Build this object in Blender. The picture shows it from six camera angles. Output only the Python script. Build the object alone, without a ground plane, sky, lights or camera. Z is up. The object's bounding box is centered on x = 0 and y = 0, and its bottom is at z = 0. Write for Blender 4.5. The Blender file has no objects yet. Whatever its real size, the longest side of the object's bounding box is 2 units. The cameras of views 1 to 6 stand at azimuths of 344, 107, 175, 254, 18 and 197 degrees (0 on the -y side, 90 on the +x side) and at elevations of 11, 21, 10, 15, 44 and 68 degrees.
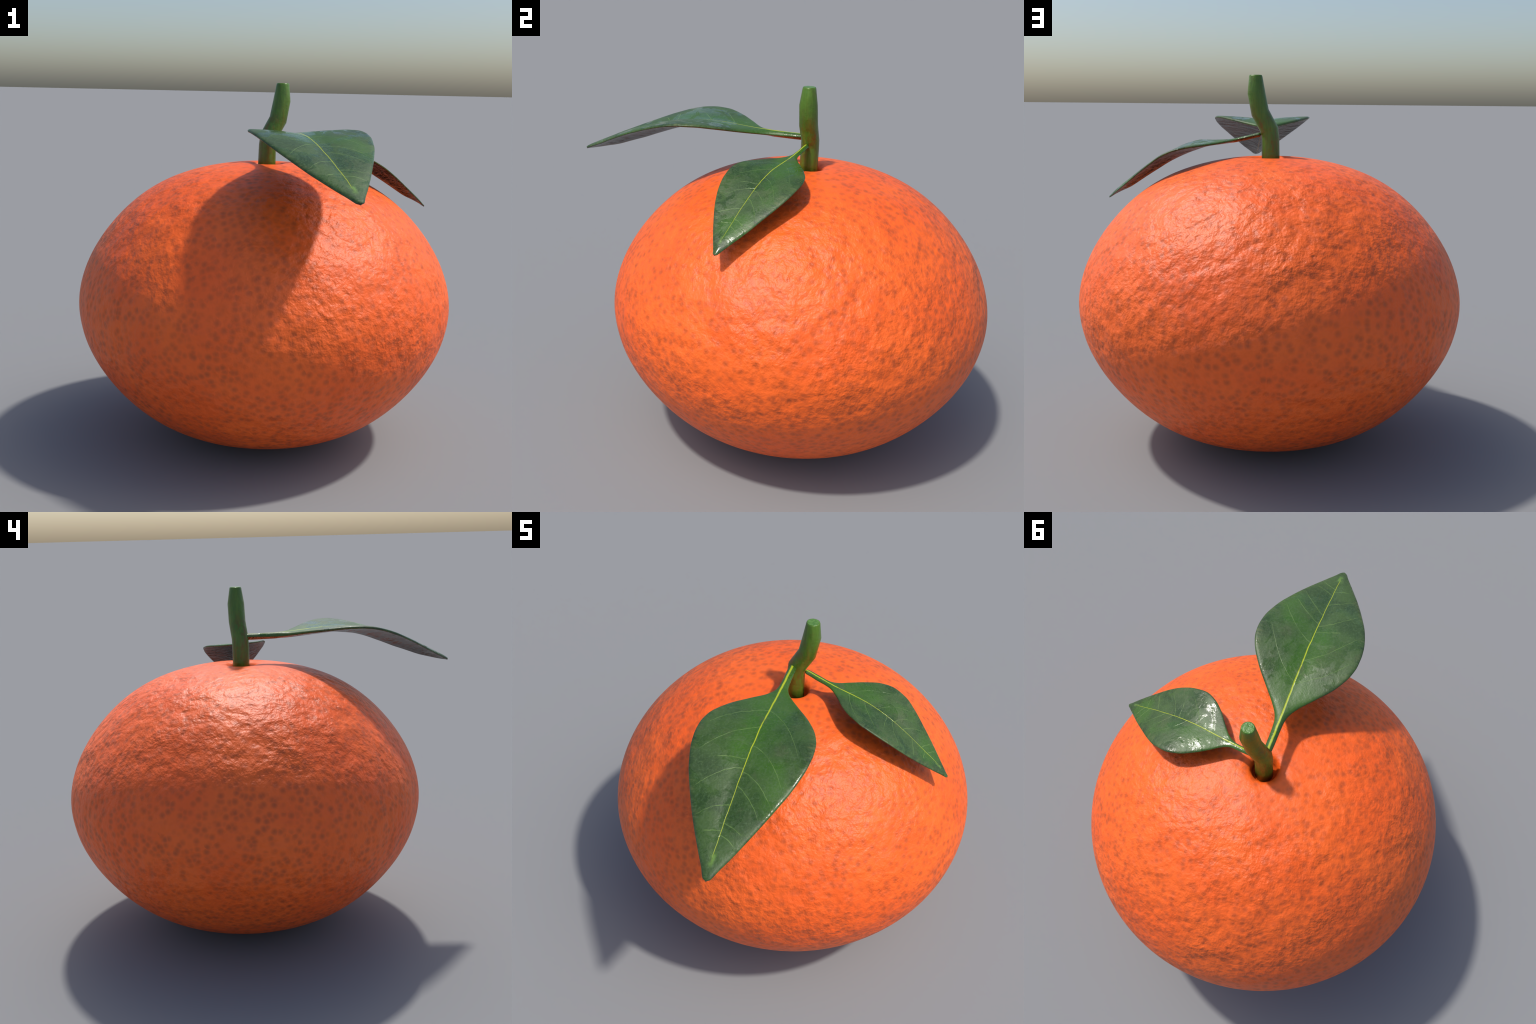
# A clementine with a short cut stem and two glossy leaves.
import bpy, math, random
from mathutils import Vector, Matrix

random.seed(7)
scene = bpy.context.scene
AXIS_Y = 0.1255          # the fruit's vertical axis stands at x = 0, y = AXIS_Y


# ------------------------------------------------------------------ helpers
def pchip(xs, ys):
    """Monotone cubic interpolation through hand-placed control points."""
    n = len(xs)
    h = [xs[i + 1] - xs[i] for i in range(n - 1)]
    d = [(ys[i + 1] - ys[i]) / h[i] for i in range(n - 1)]
    m = [d[0]] + [0.0] * (n - 2) + [d[-1]]
    for i in range(1, n - 1):
        if d[i - 1] * d[i] > 0:
            w1, w2 = 2 * h[i] + h[i - 1], h[i] + 2 * h[i - 1]
            m[i] = (w1 + w2) / (w1 / d[i - 1] + w2 / d[i])

    def f(x):
        x = min(max(x, xs[0]), xs[-1])
        i = 0
        while i < n - 2 and x > xs[i + 1]:
            i += 1
        t = (x - xs[i]) / h[i]
        return ((1 + 2 * t) * (1 - t) ** 2 * ys[i] + t * (1 - t) ** 2 * h[i] * m[i]
                + t * t * (3 - 2 * t) * ys[i + 1] + t * t * (t - 1) * h[i] * m[i + 1])
    return f


def smooth_spline(pts, step):
    """Catmull-Rom through 2D points."""
    out = []
    for i in range(len(pts) - 1):
        p0 = pts[max(i - 1, 0)]
        p1, p2 = pts[i], pts[i + 1]
        p3 = pts[min(i + 2, len(pts) - 1)]
        for k in range(step):
            t = k / step
            out.append(tuple(0.5 * (2 * b + (c - a) * t + (2 * a - 5 * b + 4 * c - e) * t * t
                                    + (3 * b - a - 3 * c + e) * t ** 3)
                             for a, b, c, e in zip(p0, p1, p2, p3)))
    out.append(pts[-1])
    return out


def mesh_from(name, verts, faces):
    me = bpy.data.meshes.new(name)
    me.from_pydata(verts, [], faces)
    me.update()
    return me


def add_object(name, me, parent=None):
    ob = bpy.data.objects.new(name, me)
    scene.collection.objects.link(ob)
    ob.parent = parent
    return ob


class Nodes:
    """Small wrapper to write node graphs as expressions."""

    def __init__(self, name):
        self.mat = bpy.data.materials.new(name)
        self.mat.use_nodes = True
        self.t = self.mat.node_tree
        self.t.nodes.clear()
        self.out = self.t.nodes.new("ShaderNodeOutputMaterial")
        self.bsdf = self.t.nodes.new("ShaderNodeBsdfPrincipled")
        self.t.links.new(self.bsdf.outputs[0], self.out.inputs["Surface"])
        self.obj = self.t.nodes.new("ShaderNodeTexCoord").outputs["Object"]

    def put(self, sock, v):
        if isinstance(v, bpy.types.NodeSocket):
            self.t.links.new(v, sock)
        else:
            sock.default_value = v

    def math(self, op, a, b=0.0, c=0.0, clamp=False):
        n = self.t.nodes.new("ShaderNodeMath")
        n.operation = op
        n.use_clamp = clamp
        for s, v in zip(n.inputs, (a, b, c)):
            self.put(s, v)
        return n.outputs[0]

    def step(self, x, lo, hi, to0=0.0, to1=1.0):
        n = self.t.nodes.new("ShaderNodeMapRange")
        n.interpolation_type = "SMOOTHSTEP"
        self.put(n.inputs["Value"], x)
        n.inputs["From Min"].default_value = lo
        n.inputs["From Max"].default_value = hi
        n.inputs["To Min"].default_value = to0
        n.inputs["To Max"].default_value = to1
        return n.outputs[0]

    def mapping(self, scale=(1, 1, 1), loc=(0, 0, 0), vec=None):
        n = self.t.nodes.new("ShaderNodeMapping")
        self.put(n.inputs["Vector"], vec or self.obj)
        n.inputs["Scale"].default_value = scale
        n.inputs["Location"].default_value = loc
        return n.outputs[0]

    def noise(self, scale, detail=4.0, rough=0.5, dist=0.0, vec=None):
        n = self.t.nodes.new("ShaderNodeTexNoise")
        self.put(n.inputs["Vector"], vec or self.obj)
        n.inputs["Scale"].default_value = scale
        n.inputs["Detail"].default_value = detail
        n.inputs["Roughness"].default_value = rough
        n.inputs["Distortion"].default_value = dist
        return n.outputs[0]

    def voronoi(self, scale, vec=None, feature="F1"):
        n = self.t.nodes.new("ShaderNodeTexVoronoi")
        n.feature = feature
        self.put(n.inputs["Vector"], vec or self.obj)
        n.inputs["Scale"].default_value = scale
        return n

    def mix(self, fac, a, b, blend="MIX"):
        n = self.t.nodes.new("ShaderNodeMix")
        n.data_type = "RGBA"
        n.blend_type = blend
        self.put(n.inputs[0], fac)
        self.put(n.inputs[6], a if isinstance(a, bpy.types.NodeSocket) else (*a, 1))
        self.put(n.inputs[7], b if isinstance(b, bpy.types.NodeSocket) else (*b, 1))
        return n.outputs[2]

    def bump(self, height, strength, distance, normal=None):
        n = self.t.nodes.new("ShaderNodeBump")
        self.put(n.inputs["Height"], height)
        n.inputs["Strength"].default_value = strength
        n.inputs["Distance"].default_value = distance
        if normal:
            self.put(n.inputs["Normal"], normal)
        return n.outputs[0]

    def xyz(self, vec=None):
        n = self.t.nodes.new("ShaderNodeSeparateXYZ")
        self.put(n.inputs[0], vec or self.obj)
        return n.outputs

    def finish(self, color, rough, normal=None, **kw):
        self.put(self.bsdf.inputs["Base Color"], color if isinstance(color, bpy.types.NodeSocket) else (*color, 1))
        self.put(self.bsdf.inputs["Roughness"], rough)
        if normal:
            self.put(self.bsdf.inputs["Normal"], normal)
        for k, v in kw.items():
            self.put(self.bsdf.inputs[k.replace("_", " ")], v)
        return self.mat


# ------------------------------------------------------------------ materials
def peel_material():
    n = Nodes("orange_peel")
    base = (1.0, 0.145, 0.012)
    deep = (0.97, 0.124, 0.009)
    col = n.mix(n.step(n.noise(3.0, 3), 0.35, 0.65), base, deep)
    # oil glands: soft round brown dots, scattered at random, some faint, thinning out in places
    spot = 0.0
    density = n.step(n.noise(4.0, 2, vec=n.mapping(loc=(3, 1, 2))), 0.30, 0.58, 0.82, 1.0)
    for k, sc in enumerate((23.0, 26.0, 24.5, 22.0)):
        v = n.voronoi(sc, n.mapping(loc=(0.37 * k, 0.11 * k, 0.23 * k)))
        rad = 0.0225 * sc
        dot = n.step(v.outputs["Distance"], 0.02, rad, 1.0, 0.0)
        cell = n.xyz(v.outputs["Color"])[0]
        dot = n.math("MULTIPLY", dot, n.step(cell, 0.0, 0.62, 0.0, 1.0))
        spot = dot if k == 0 else n.math("MAXIMUM", spot, dot)
    spot = n.math("MULTIPLY", spot, density)
    col = n.mix(n.math("MULTIPLY", spot, n.step(n.noise(5.0, 2, vec=n.mapping(loc=(9, 4, 6))), 0.35, 0.62, 0.72, 0.95)), col, (0.55, 0.086, 0.013))
    # wrinkled, finely pitted skin
    big = n.noise(9.5, 4, 0.5, 0.2)
    mid = n.noise(30.0, 4, 0.55)
    fine = n.noise(90.0, 2, 0.5)
    patchy = n.step(n.noise(4.2, 2, vec=n.mapping(loc=(2, 8, 5))), 0.36, 0.64, 0.55, 1.20)
    rough_part = n.math("ADD", n.math("MULTIPLY", mid, 0.46), n.math("MULTIPLY", fine, 0.06))
    h = n.math("ADD", n.math("MULTIPLY", big, 1.35), n.math("MULTIPLY", rough_part, patchy))
    h = n.math("SUBTRACT", h, n.math("MULTIPLY", spot, 0.04))
    # the skin is drawn smoother round the stem
    px, py, pz = n.xyz()
    axial = n.math("SQRT", n.math("ADD", n.math("MULTIPLY", px, px), n.math("MULTIPLY", py, py)))
    h = n.math("MULTIPLY", h, n.step(axial, 0.05, 0.50, 0.40, 1.0))
    nrm = n.bump(h, 1.0, 0.0175)
    return n.finish(col, 0.50, nrm, Specular_IOR_Level=0.52)


def vein(n, x, ya, x0, a, b, width, reach):
    """Line that leaves the midrib at x0 and sweeps towards the tip; ya is the distance from the midrib."""
    path = n.math("ADD", x0, n.math("MULTIPLY", ya, n.math("ADD", a, n.math("MULTIPLY", ya, b))))
    d = n.math("ABSOLUTE", n.math("SUBTRACT", x, path))
    line = n.step(d, width * 0.25, width, 1.0, 0.0)
    return n.math("MULTIPLY", line, n.step(ya, reach * 0.8, reach, 1.0, 0.0))


VEINS_PLUS = ((0.303, 0.52, 4.2, 0.190), (0.500, 0.40, 3.8, 0.175), (0.612, 0.42, 2.8, 0.145),
              (0.672, 0.50, 4.0, 0.120), (0.808, 0.35, 0.5, 0.080), (0.850, 0.45, 0.0, 0.065))
VEINS_MINUS = ((0.303, 0.38, 2.2, 0.205), (0.407, 0.52, 2.6, 0.185), (0.560, 0.28, 0.0, 0.110),
               (0.598, 0.42, 2.6, 0.155), (0.740, 0.46, 1.2, 0.120), (0.832, 0.30, 0.0, 0.065))


def leaf_coordinates(n):
    wob = n.math("MULTIPLY", n.math("SUBTRACT", n.noise(22.0, 3), 0.5), 0.016)
    x, y, z = n.xyz()
    return x, y, n.math("ADD", x, wob), n.math("ADD", y, n.math("MULTIPLY", wob, 0.35))


def leaf_top_material():
    n = Nodes("leaf_upper_skin")
    x, y, xw, yw = leaf_coordinates(n)
    ya = n.math("ABSOLUTE", yw)
    plus, minus = 0.0, 0.0
    for x0, a, b, reach in VEINS_PLUS:
        plus = n.math("MAXIMUM", plus, vein(n, xw, ya, x0, a, b, 0.0026, reach))
    for x0, a, b, reach in VEINS_MINUS:
        minus = n.math("MAXIMUM", minus, vein(n, xw, ya, x0, a, b, 0.0026, reach))
    side = n.math("GREATER_THAN", y, 0.0)
    veins = n.math("ADD", n.math("MULTIPLY", plus, side),
                   n.math("MULTIPLY", minus, n.math("SUBTRACT", 1.0, side)))
    veins = n.math("MULTIPLY", veins, n.step(n.noise(14.0, 3), 0.30, 0.60, 0.25, 0.9))
    half = n.step(x, 0.0, 0.75, 0.0058, 0.0020)
    rel = n.math("DIVIDE", ya, half)
    mid = n.math("MULTIPLY", n.step(rel, 0.30, 1.0, 1.0, 0.0), n.step(x, 0.90, 0.95, 1.0, 0.0))
    # mottled green blade
    patch = n.noise(6.0, 4, 0.6, 0.6)
    col = n.mix(n.step(patch, 0.35, 0.65), (0.024, 0.055, 0.011), (0.046, 0.093, 0.019))
    col = n.mix(n.math("MULTIPLY", n.step(n.noise(3.2, 2, vec=n.mapping(loc=(5, 2, 0))), 0.50, 0.66), 0.70),
                col, (0.042, 0.125, 0.006))
    col = n.mix(n.math("MULTIPLY", n.step(n.noise(120.0, 3, 0.6), 0.45, 0.72), 0.50), col, (0.075, 0.130, 0.055))
    col = n.mix(n.math("MULTIPLY", veins, 0.75), col, (0.15, 0.25, 0.06))
    col = n.mix(n.math("MULTIPLY", mid, n.step(x, 0.55, 0.95, 0.95, 0.70)), col, (0.42, 0.48, 0.015))
    col = n.mix(n.math("MULTIPLY", n.step(n.noise(9.0, 4, 0.65, vec=n.mapping(loc=(8, 3, 0))), 0.54, 0.66), 0.45),
                col, (0.068, 0.088, 0.036))
    col = n.mix(n.step(n.noise(60.0, 1, vec=n.mapping(loc=(3, 3, 3))), 0.76, 0.82, 0.0, 0.7), col, (0.014, 0.022, 0.008))
    end = n.math("MULTIPLY", n.step(ya, 0.004, 0.016, 1.0, 0.0),
                 n.math("MULTIPLY", n.step(x, 0.895, 0.925), n.step(x, 0.935, 0.965, 1.0, 0.0)))
    col = n.mix(n.math("MULTIPLY", end, n.step(n.noise(45.0, 3), 0.40, 0.60, 0.1, 0.8)), col, (0.15, 0.28, 0.05))
    # net of the finest veins, and the drawn-out streaks along the rim
    net = n.voronoi(34.0, n.mapping(scale=(1, 1, 0.01)), "DISTANCE_TO_EDGE").outputs["Distance"]
    col = n.mix(n.step(net, 0.0, 0.09, 0.08, 0.0), col, (0.13, 0.22, 0.06))
    curve = n.t.nodes.new("ShaderNodeFloatCurve")
    c = curve.mapping.curves[0]
    for q in ((0.15, 0.02), (0.19, 0.045), (0.255, 0.10), (0.327, 0.16), (0.41, 0.206), (0.50, 0.222), (0.545, 0.217),
              (0.636, 0.194), (0.727, 0.156), (0.818, 0.111), (0.909, 0.062)):
        c.points.new(*q)
    c.points[0].location = (0.0, 0.018)
    c.points[-1].location = (1.0, 0.002)
    curve.mapping.update()
    n.put(curve.inputs["Value"], x)
    out = n.math("DIVIDE", n.math("ABSOLUTE", y), curve.outputs[0])
    rim = n.math("MULTIPLY", n.step(out, 0.84, 0.95), n.step(x, 0.24, 0.34))
    streak = n.noise(1.0, 4, 0.65, vec=n.mapping(scale=(75, 9, 9)))
    col = n.mix(n.math("MULTIPLY", rim, n.step(streak, 0.50, 0.66, 0.0, 0.75)), col, (0.085, 0.115, 0.035))
    col = n.mix(n.math("MULTIPLY", rim, n.step(streak, 0.34, 0.48, 0.6, 0.0)), col, (0.017, 0.034, 0.014))
    # waxy gloss with duller blotches
    gl = n.step(n.noise(7.0, 4, 0.6, 1.0, vec=n.mapping(loc=(1, 7, 3))), 0.46, 0.51)
    rough = n.math("ADD", 0.20, n.math("MULTIPLY", gl, 0.27))
    h = n.math("ADD", n.math("MULTIPLY", n.noise(24.0, 4, 0.6, 0.4), 0.42), n.math("MULTIPLY", n.noise(150.0, 2), 0.05))
    h = n.math("SUBTRACT", h, n.math("MULTIPLY", n.math("MAXIMUM", mid, veins), 0.08))
    return n.finish(col, rough, n.bump(h, 0.6, 0.010), Specular_IOR_Level=0.5)


def leaf_under_material():
    n = Nodes("leaf_underside_skin")
    x, y, xw, yw = leaf_coordinates(n)
    ya = n.math("ABSOLUTE", yw)
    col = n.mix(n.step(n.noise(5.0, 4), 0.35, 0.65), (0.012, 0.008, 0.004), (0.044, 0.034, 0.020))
    mid = n.math("MULTIPLY", n.step(ya, 0.002, 0.005, 1.0, 0.0), n.step(x, 0.90, 0.95, 1.0, 0.0))
    col = n.mix(n.math("MULTIPLY", mid, 0.6), col, (0.16, 0.14, 0.03))
    h = n.noise(1.0, 4, 0.6, 0.6, vec=n.mapping(scale=(34, 12, 20)))
    return n.finish(col, 0.22, n.bump(h, 0.8, 0.020), Specular_IOR_Level=0.5)


def stem_material():
    n = Nodes("green_stem_bark")
    streak = n.noise(1.0, 4, 0.6, vec=n.mapping(scale=(60, 60, 7)))
    col = n.mix(n.step(streak, 0.30, 0.70), (0.058, 0.142, 0.011), (0.092, 0.190, 0.017))
    col = n.mix(n.math("MULTIPLY", n.step(n.noise(26.0, 4), 0.55, 0.72), 0.5), col, (0.075, 0.110, 0.016))
    sz = n.xyz()[2]
    band = n.math("MULTIPLY", n.step(sz, 1.28, 1.42, 0.45, 1.0), n.step(sz, 1.46, 1.62, 1.0, 0.10))
    brown_mottle = n.step(n.noise(1.0, 4, 0.65, vec=n.mapping(scale=(34, 34, 11), loc=(2, 4, 1))), 0.46, 0.62)
    col = n.mix(n.math("MULTIPLY", brown_mottle, n.math("MULTIPLY", band, 0.75)), col, (0.125, 0.078, 0.008))
    h = n.math("ADD", n.math("MULTIPLY", n.noise(45.0, 4, 0.6), 0.5), n.math("MULTIPLY", streak, 0.25))
    return n.finish(col, 0.32, n.bump(h, 0.6, 0.008), Specular_IOR_Level=0.5)


def cut_material():
    n = Nodes("cut_stem_end")
    col = n.mix(n.step(n.noise(90.0, 4), 0.35, 0.65), (0.075, 0.185, 0.030), (0.120, 0.250, 0.050))
    return n.finish(col, 0.35, n.bump(n.noise(110.0, 3), 0.6, 0.006))


PEEL, TOP, UNDER = peel_material(), leaf_top_material(), leaf_under_material()
STEM, CUT = stem_material(), cut_material()

# ------------------------------------------------------------------ root
root = bpy.data.objects.new("clementine", None)
scene.collection.objects.link(root)
root.location = (0, AXIS_Y, 0)
root["label"] = "speckled orange clementine with green stem and two glossy leaves"
root["category"] = "fruit"

# ------------------------------------------------------------------ peel: a profile turned round the axis
profile = [(0.0, 0.0), (0.083, 0.0036), (0.166, 0.0144), (0.2505, 0.0292), (0.3380, 0.0492), (0.4274, 0.0775),
           (0.5155, 0.1190), (0.5985, 0.1750), (0.6750, 0.2444), (0.7444, 0.3258), (0.8048, 0.4183),
           (0.8498, 0.5222), (0.8722, 0.6400), (0.8645, 0.7478), (0.8296, 0.8564), (0.7757, 0.9554),
           (0.7090, 1.0434), (0.6335, 1.1202), (0.5503, 1.1844), (0.4608, 1.2346), (0.3677, 1.2709),
           (0.2740, 1.2962), (0.1817, 1.3125), (0.1200, 1.3185), (0.0900, 1.3178), (0.0720, 1.3120),
           (0.0620, 1.3000), (0.0565, 1.2820), (0.0520, 1.2600), (0.0400, 1.2450), (0.0200, 1.2400), (0.0, 1.2390)]
prof = smooth_spline(profile, 6)
SEG = 192
verts, faces = [], []
for r, z in prof[1:-1]:
    for k in range(SEG):
        a = 2 * math.pi * k / SEG
        verts.append((r * math.cos(a), r * math.sin(a), max(z, 0.0)))
rows = len(prof) - 2
for i in range(rows - 1):
    for k in range(SEG):
        k2 = (k + 1) % SEG
        faces.append((i * SEG + k, i * SEG + k2, (i + 1) * SEG + k2, (i + 1) * SEG + k))
verts.append((0, 0, prof[0][1]))
verts.append((0, 0, prof[-1][1]))
b, t = len(verts) - 2, len(verts) - 1
for k in range(SEG):
    k2 = (k + 1) % SEG
    faces.append((b, k2, k))
    faces.append((t, (rows - 1) * SEG + k, (rows - 1) * SEG + k2))
me = mesh_from("peel", verts, faces)
me.materials.append(PEEL)
me.shade_smooth()
peel = add_object("peel", me, root)

# ------------------------------------------------------------------ stem: tilted rings along a kinked twig
# centre x, centre z, radius, lean of the ring in degrees
rings = [(0.001, 1.240, 0.0405, 0), (0.001, 1.330, 0.0410, 0), (0.0015, 1.400, 0.0408, 4), (0.006, 1.441, 0.0410, 20),
         (0.050, 1.519, 0.0413, 21), (0.0675, 1.606, 0.0405, 6), (0.0700, 1.679, 0.0298, 0),
         (0.0702, 1.684, 0.0280, 0), (0.0702, 1.6855, 0.0250, 0)]
SIDES = 18
verts, faces = [], []
for cx, cz, r, lean in rings:
    ln = math.radians(lean)
    for k in range(SIDES):
        a = 2 * math.pi * k / SIDES
        rr = r * (1 + 0.018 * math.sin(3 * a + cz * 19) + 0.012 * math.sin(2 * a + cz * 31))
        u = rr * math.cos(a)
        verts.append((cx + u * math.cos(ln), 0.0015 + rr * math.sin(a), cz - u * math.sin(ln)))
for i in range(len(rings) - 1):
    for k in range(SIDES):
        k2 = (k + 1) % SIDES
        faces.append((i * SIDES + k, i * SIDES + k2, (i + 1) * SIDES + k2, (i + 1) * SIDES + k))
faces.append(tuple(reversed(range(SIDES))))
faces.append(tuple((len(rings) - 1) * SIDES + k for k in range(SIDES)))
me = mesh_from("stem", verts, faces)
me.materials.append(STEM)
me.materials.append(CUT)
me.shade_smooth()
me.polygons[len(faces) - 1].material_index = 1
me.polygons[len(faces) - 1].use_smooth = False
stem = add_object("stem", me, root)


# ------------------------------------------------------------------ leaves
def build_leaf(length, stations, stalk_end, start, base, heading, rim, cup=1.0):
    """stations: distance along the leaf, midrib sideways, midrib height, right edge sideways and height,
    left edge sideways and height, thickness at the midrib (all metres, height absolute)."""
    xs = [s[0] for s in stations]
    f = [pchip(xs, [s[i] for s in stations]) for i in range(1, 8)]
    tip = xs[-1]
    # stations along the leaf, denser at both rounded ends
    n_len = 120
    along = [start + (tip - start) * (0.5 - 0.5 * math.cos(math.pi * i / n_len)) for i in range(1, n_len)]
    along.append(stalk_end)
    along = sorted(along)
    m = 22
    across = [math.sin(math.pi / 2 * (-1 + 2 * j / m)) for j in range(m + 1)]
    # squeeze more columns into the rounded rim
    across = [math.copysign(1 - (1 - abs(v)) ** 1.25, v) for v in across]
    verts, faces, kinds = [], [], []
    ring = 2 * m
    for x in along:
        ym, zm, yr, zr, yl, zl, tc = [g(x) for g in f]
        end = min(1.0, max(0.0, (x - start) / 0.012))
        cap = math.sqrt(max(0.0, 1 - (1 - end) ** 2))
        tipcap = min(1.0, (tip - x) / 0.02)
        tipcap = math.sqrt(max(0.0, 1 - (1 - tipcap) ** 2))
        blunt = min(1.0, (tip - x) / (0.011 * length))
        blunt = math.sqrt(max(0.0, 1 - (1 - blunt) ** 2))
        grow = 0.0012 * min(1.0, (yr - yl) / 0.12)
        yr, yl = ym + (yr + grow - ym) * blunt, ym + (yl - grow - ym) * blunt
        zr, zl = zm + (zr - zm) * blunt, zm + (zl - zm) * blunt
        hw_mean = 0.5 * (yr - yl)
        rm = min(rim, tc * 0.5) * (0.35 + 0.65 * tipcap)
        t = min(1.0, max(0.0, (x / length - 0.30) / 0.35))
        puff = cup * (0.026 + 0.040 * t * t * (3 - 2 * t)) * hw_mean * min(1.0, hw_mean / (0.09 * length))
        p = max(2.0, 2.2 * hw_mean / max(rm, 1e-4) * 0.55)

        def pos(v, upper):
            y, ze = (ym + (yr - ym) * v, zr) if v >= 0 else (ym + (yl - ym) * -v, zl)
            a = abs(v)
            surf = zm + (ze + rm - zm) * a ** 1.8 + puff * (a * (1 - a) * 4) * (0.75 + 0.5 * (1 - a))
            drop = 1 - math.sqrt(max(0.0, 1 - a ** p))
            if upper:
                z = surf - rm * drop
            else:
                z = surf - 2 * rm - (max(tc - 2 * rm, 0)) * (1 - a) ** 1.25 + rm * drop
            yc, zc = ym, zm - tc * 0.5
            return (yc + (y - yc) * cap, zc + (z - zc) * cap)
        for j in range(m + 1):
            verts.append((x, *pos(across[j], True)))
        for j in range(m - 1, 0, -1):
            verts.append((x, *pos(across[j], False)))
    rows = len(along)
    for i in range(rows - 1):
        for k in range(ring):
            k2 = (k + 1) % ring
            faces.append((i * ring + k, i * ring + k2, (i + 1) * ring + k2, (i + 1) * ring + k))
            mid_v = k + 0.5
            under = m < mid_v and not (mid_v < m + 2.2 or mid_v > ring - 2.2)
            kinds.append((1 if under else 0, 0.5 * (along[i] + along[i + 1]) < stalk_end))
    faces.append(tuple(range(ring)))
    kinds.append((0, True))
    last = (rows - 1) * ring
    faces.append(tuple(last + k for k in reversed(range(ring))))
    kinds.append((0, False))
    z0 = f[1](0.0)
    verts = [(x / length, y / length, (z - z0) / length) for x, y, z in verts]
    whole = mesh_from("whole_leaf", verts, faces)
    whole.flip_normals()
    whole.shade_smooth()
    normals = [v.normal.copy() for v in whole.vertices]
    # split into blade and stalk along one ring, keeping the whole leaf's normals
    made = []
    for name, stalk in (("leaf", False), ("leaf_stalk", True)):
        idx = [i for i, k in enumerate(kinds) if k[1] == stalk]
        used = sorted({v for i in idx for v in faces[i]})
        remap = {v: q for q, v in enumerate(used)}
        me = mesh_from(name, [verts[v] for v in used], [tuple(remap[v] for v in reversed(faces[i])) for i in idx])
        me.materials.append(TOP)
        me.materials.append(UNDER)
        me.shade_smooth()
        for q, i in enumerate(idx):
            me.polygons[q].material_index = kinds[i][0]
        me.normals_split_custom_set_from_vertices([normals[v] for v in used])
        made.append(me)
    bpy.data.meshes.remove(whole)
    blade = add_object("leaf", made[0], root)
    blade.location = (base[0], base[1] - AXIS_Y, z0)
    blade.rotation_euler = (0, 0, math.radians(heading))
    blade.scale = (length,) * 3
    add_object("leaf_stalk", made[1], blade)
    return blade


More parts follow.
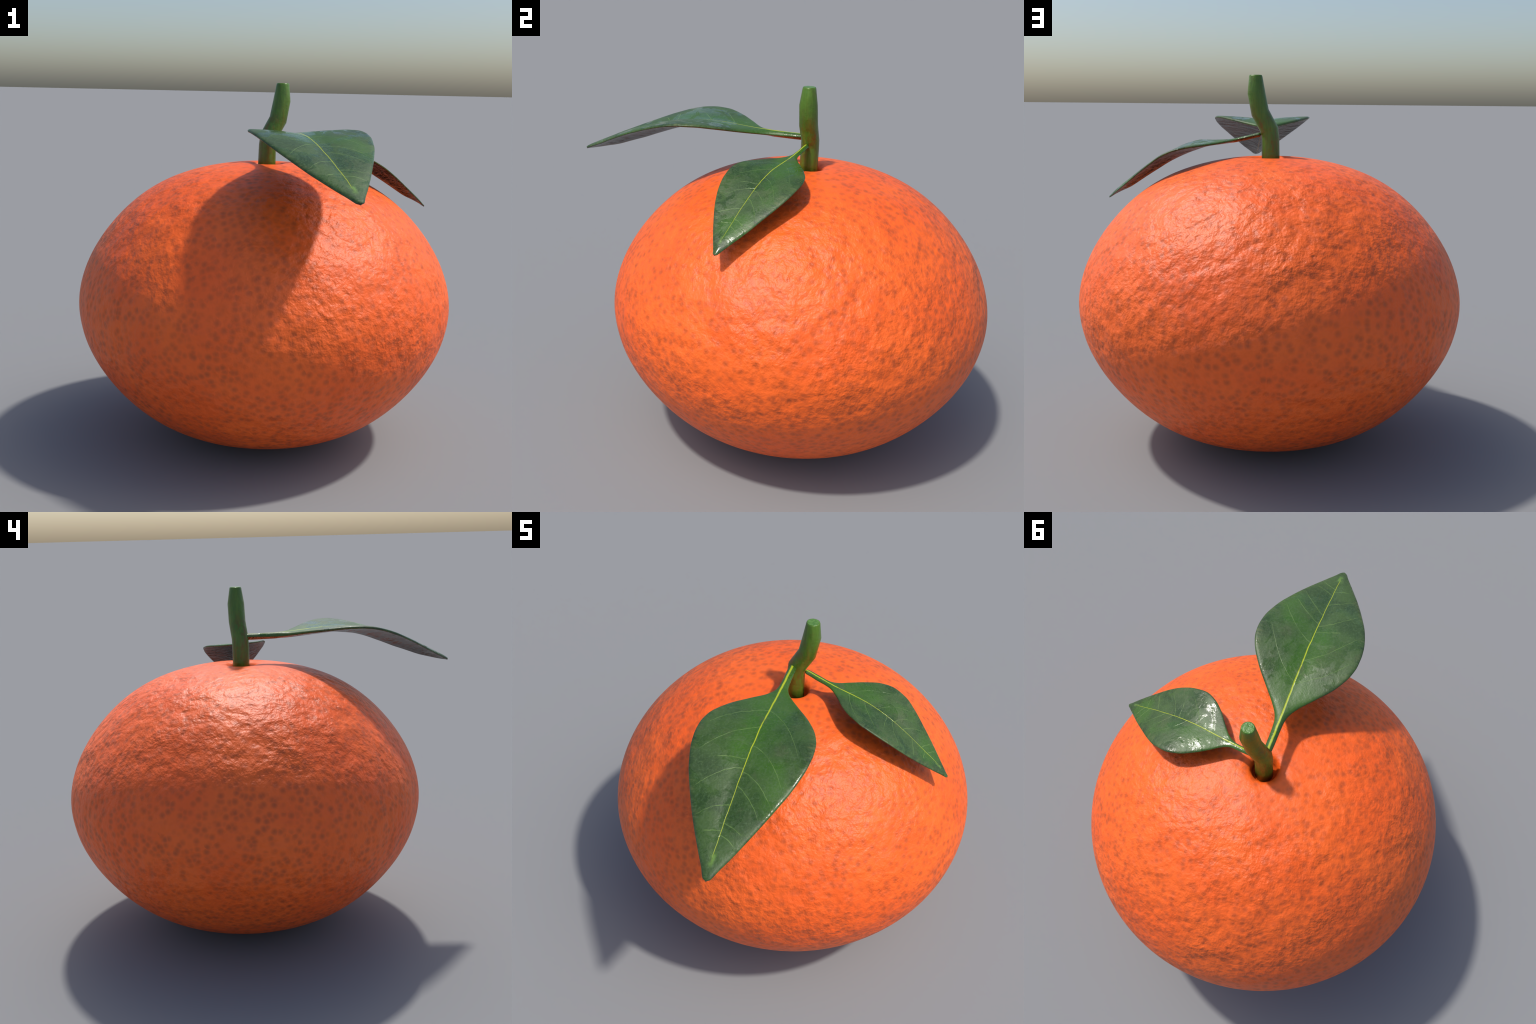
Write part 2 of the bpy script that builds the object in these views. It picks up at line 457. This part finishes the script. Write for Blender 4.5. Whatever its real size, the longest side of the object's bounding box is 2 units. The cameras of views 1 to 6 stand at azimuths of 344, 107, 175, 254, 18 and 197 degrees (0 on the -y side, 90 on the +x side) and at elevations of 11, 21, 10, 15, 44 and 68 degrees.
# the large leaf hangs over the near side
LARGE = [(-0.02, 0.000, 1.464, 0.018, 1.451, -0.016, 1.451, 0.030),
         (0.05, -0.001, 1.463, 0.019, 1.449, -0.018, 1.449, 0.030),
         (0.10, -0.002, 1.463, 0.020, 1.447, -0.018, 1.447, 0.030),
         (0.14, -0.003, 1.463, 0.023, 1.447, -0.019, 1.446, 0.030),
         (0.17, -0.004, 1.464, 0.032, 1.448, -0.024, 1.447, 0.029),
         (0.21, -0.004, 1.465, 0.056, 1.453, -0.044, 1.452, 0.030),
         (0.28, -0.005, 1.469, 0.112, 1.465, -0.107, 1.466, 0.030),
         (0.36, -0.005, 1.475, 0.176, 1.480, -0.178, 1.479, 0.030),
         (0.45, -0.004, 1.478, 0.228, 1.490, -0.226, 1.489, 0.028),
         (0.50, -0.002, 1.474, 0.243, 1.490, -0.237, 1.489, 0.029),
         (0.55, -0.001, 1.468, 0.247, 1.484, -0.239, 1.485, 0.029),
         (0.60, 0.000, 1.458, 0.243, 1.474, -0.235, 1.476, 0.031),
         (0.70, -0.001, 1.431, 0.217, 1.443, -0.211, 1.445, 0.040),
         (0.80, -0.002, 1.399, 0.174, 1.405, -0.170, 1.404, 0.047),
         (0.90, -0.004, 1.363, 0.123, 1.361, -0.121, 1.358, 0.047),
         (1.00, -0.009, 1.324, 0.067, 1.314, -0.064, 1.313, 0.036),
         (1.06, -0.004, 1.298, 0.032, 1.288, -0.029, 1.287, 0.024),
         (1.085, 0.000, 1.285, 0.019, 1.277, -0.017, 1.276, 0.016),
         (1.097, 0.001, 1.277, 0.012, 1.272, -0.010, 1.272, 0.011)]
build_leaf(1.10, LARGE, 0.155, -0.012, (-0.005, 0.095), -89.9, 0.0075)

# the small leaf droops to the side
SMALL = [(-0.02, 0.001, 1.435, 0.014, 1.424, -0.012, 1.424, 0.021),
         (0.03, 0.000, 1.424, 0.015, 1.415, -0.012, 1.413, 0.020),
         (0.06, 0.000, 1.416, 0.016, 1.408, -0.012, 1.404, 0.020),
         (0.09, -0.001, 1.409, 0.016, 1.401, -0.012, 1.398, 0.019),
         (0.11, -0.002, 1.404, 0.018, 1.396, -0.014, 1.395, 0.019),
         (0.13, -0.002, 1.400, 0.026, 1.391, -0.020, 1.394, 0.018),
         (0.15, -0.002, 1.396, 0.040, 1.387, -0.030, 1.392, 0.017),
         (0.19, -0.002, 1.390, 0.077, 1.380, -0.062, 1.389, 0.017),
         (0.24, -0.001, 1.383, 0.119, 1.373, -0.106, 1.386, 0.018),
         (0.30, 0.001, 1.372, 0.157, 1.365, -0.142, 1.385, 0.026),
         (0.36, 0.003, 1.353, 0.173, 1.351, -0.158, 1.372, 0.031),
         (0.42, 0.004, 1.327, 0.167, 1.326, -0.154, 1.348, 0.035),
         (0.48, 0.003, 1.294, 0.144, 1.288, -0.140, 1.315, 0.039),
         (0.54, 0.002, 1.257, 0.112, 1.246, -0.116, 1.271, 0.040),
         (0.60, -0.002, 1.216, 0.078, 1.202, -0.082, 1.221, 0.038),
         (0.66, -0.006, 1.175, 0.040, 1.159, -0.043, 1.170, 0.026),
         (0.69, -0.003, 1.150, 0.021, 1.137, -0.022, 1.144, 0.017),
         (0.705, 0.000, 1.135, 0.012, 1.126, -0.012, 1.130, 0.012),
         (0.715, 0.000, 1.126, 0.008, 1.121, -0.008, 1.122, 0.008)]
build_leaf(0.714, SMALL, 0.105, -0.004, (0.049, 0.124), -12.3, 0.0055, 0.65)
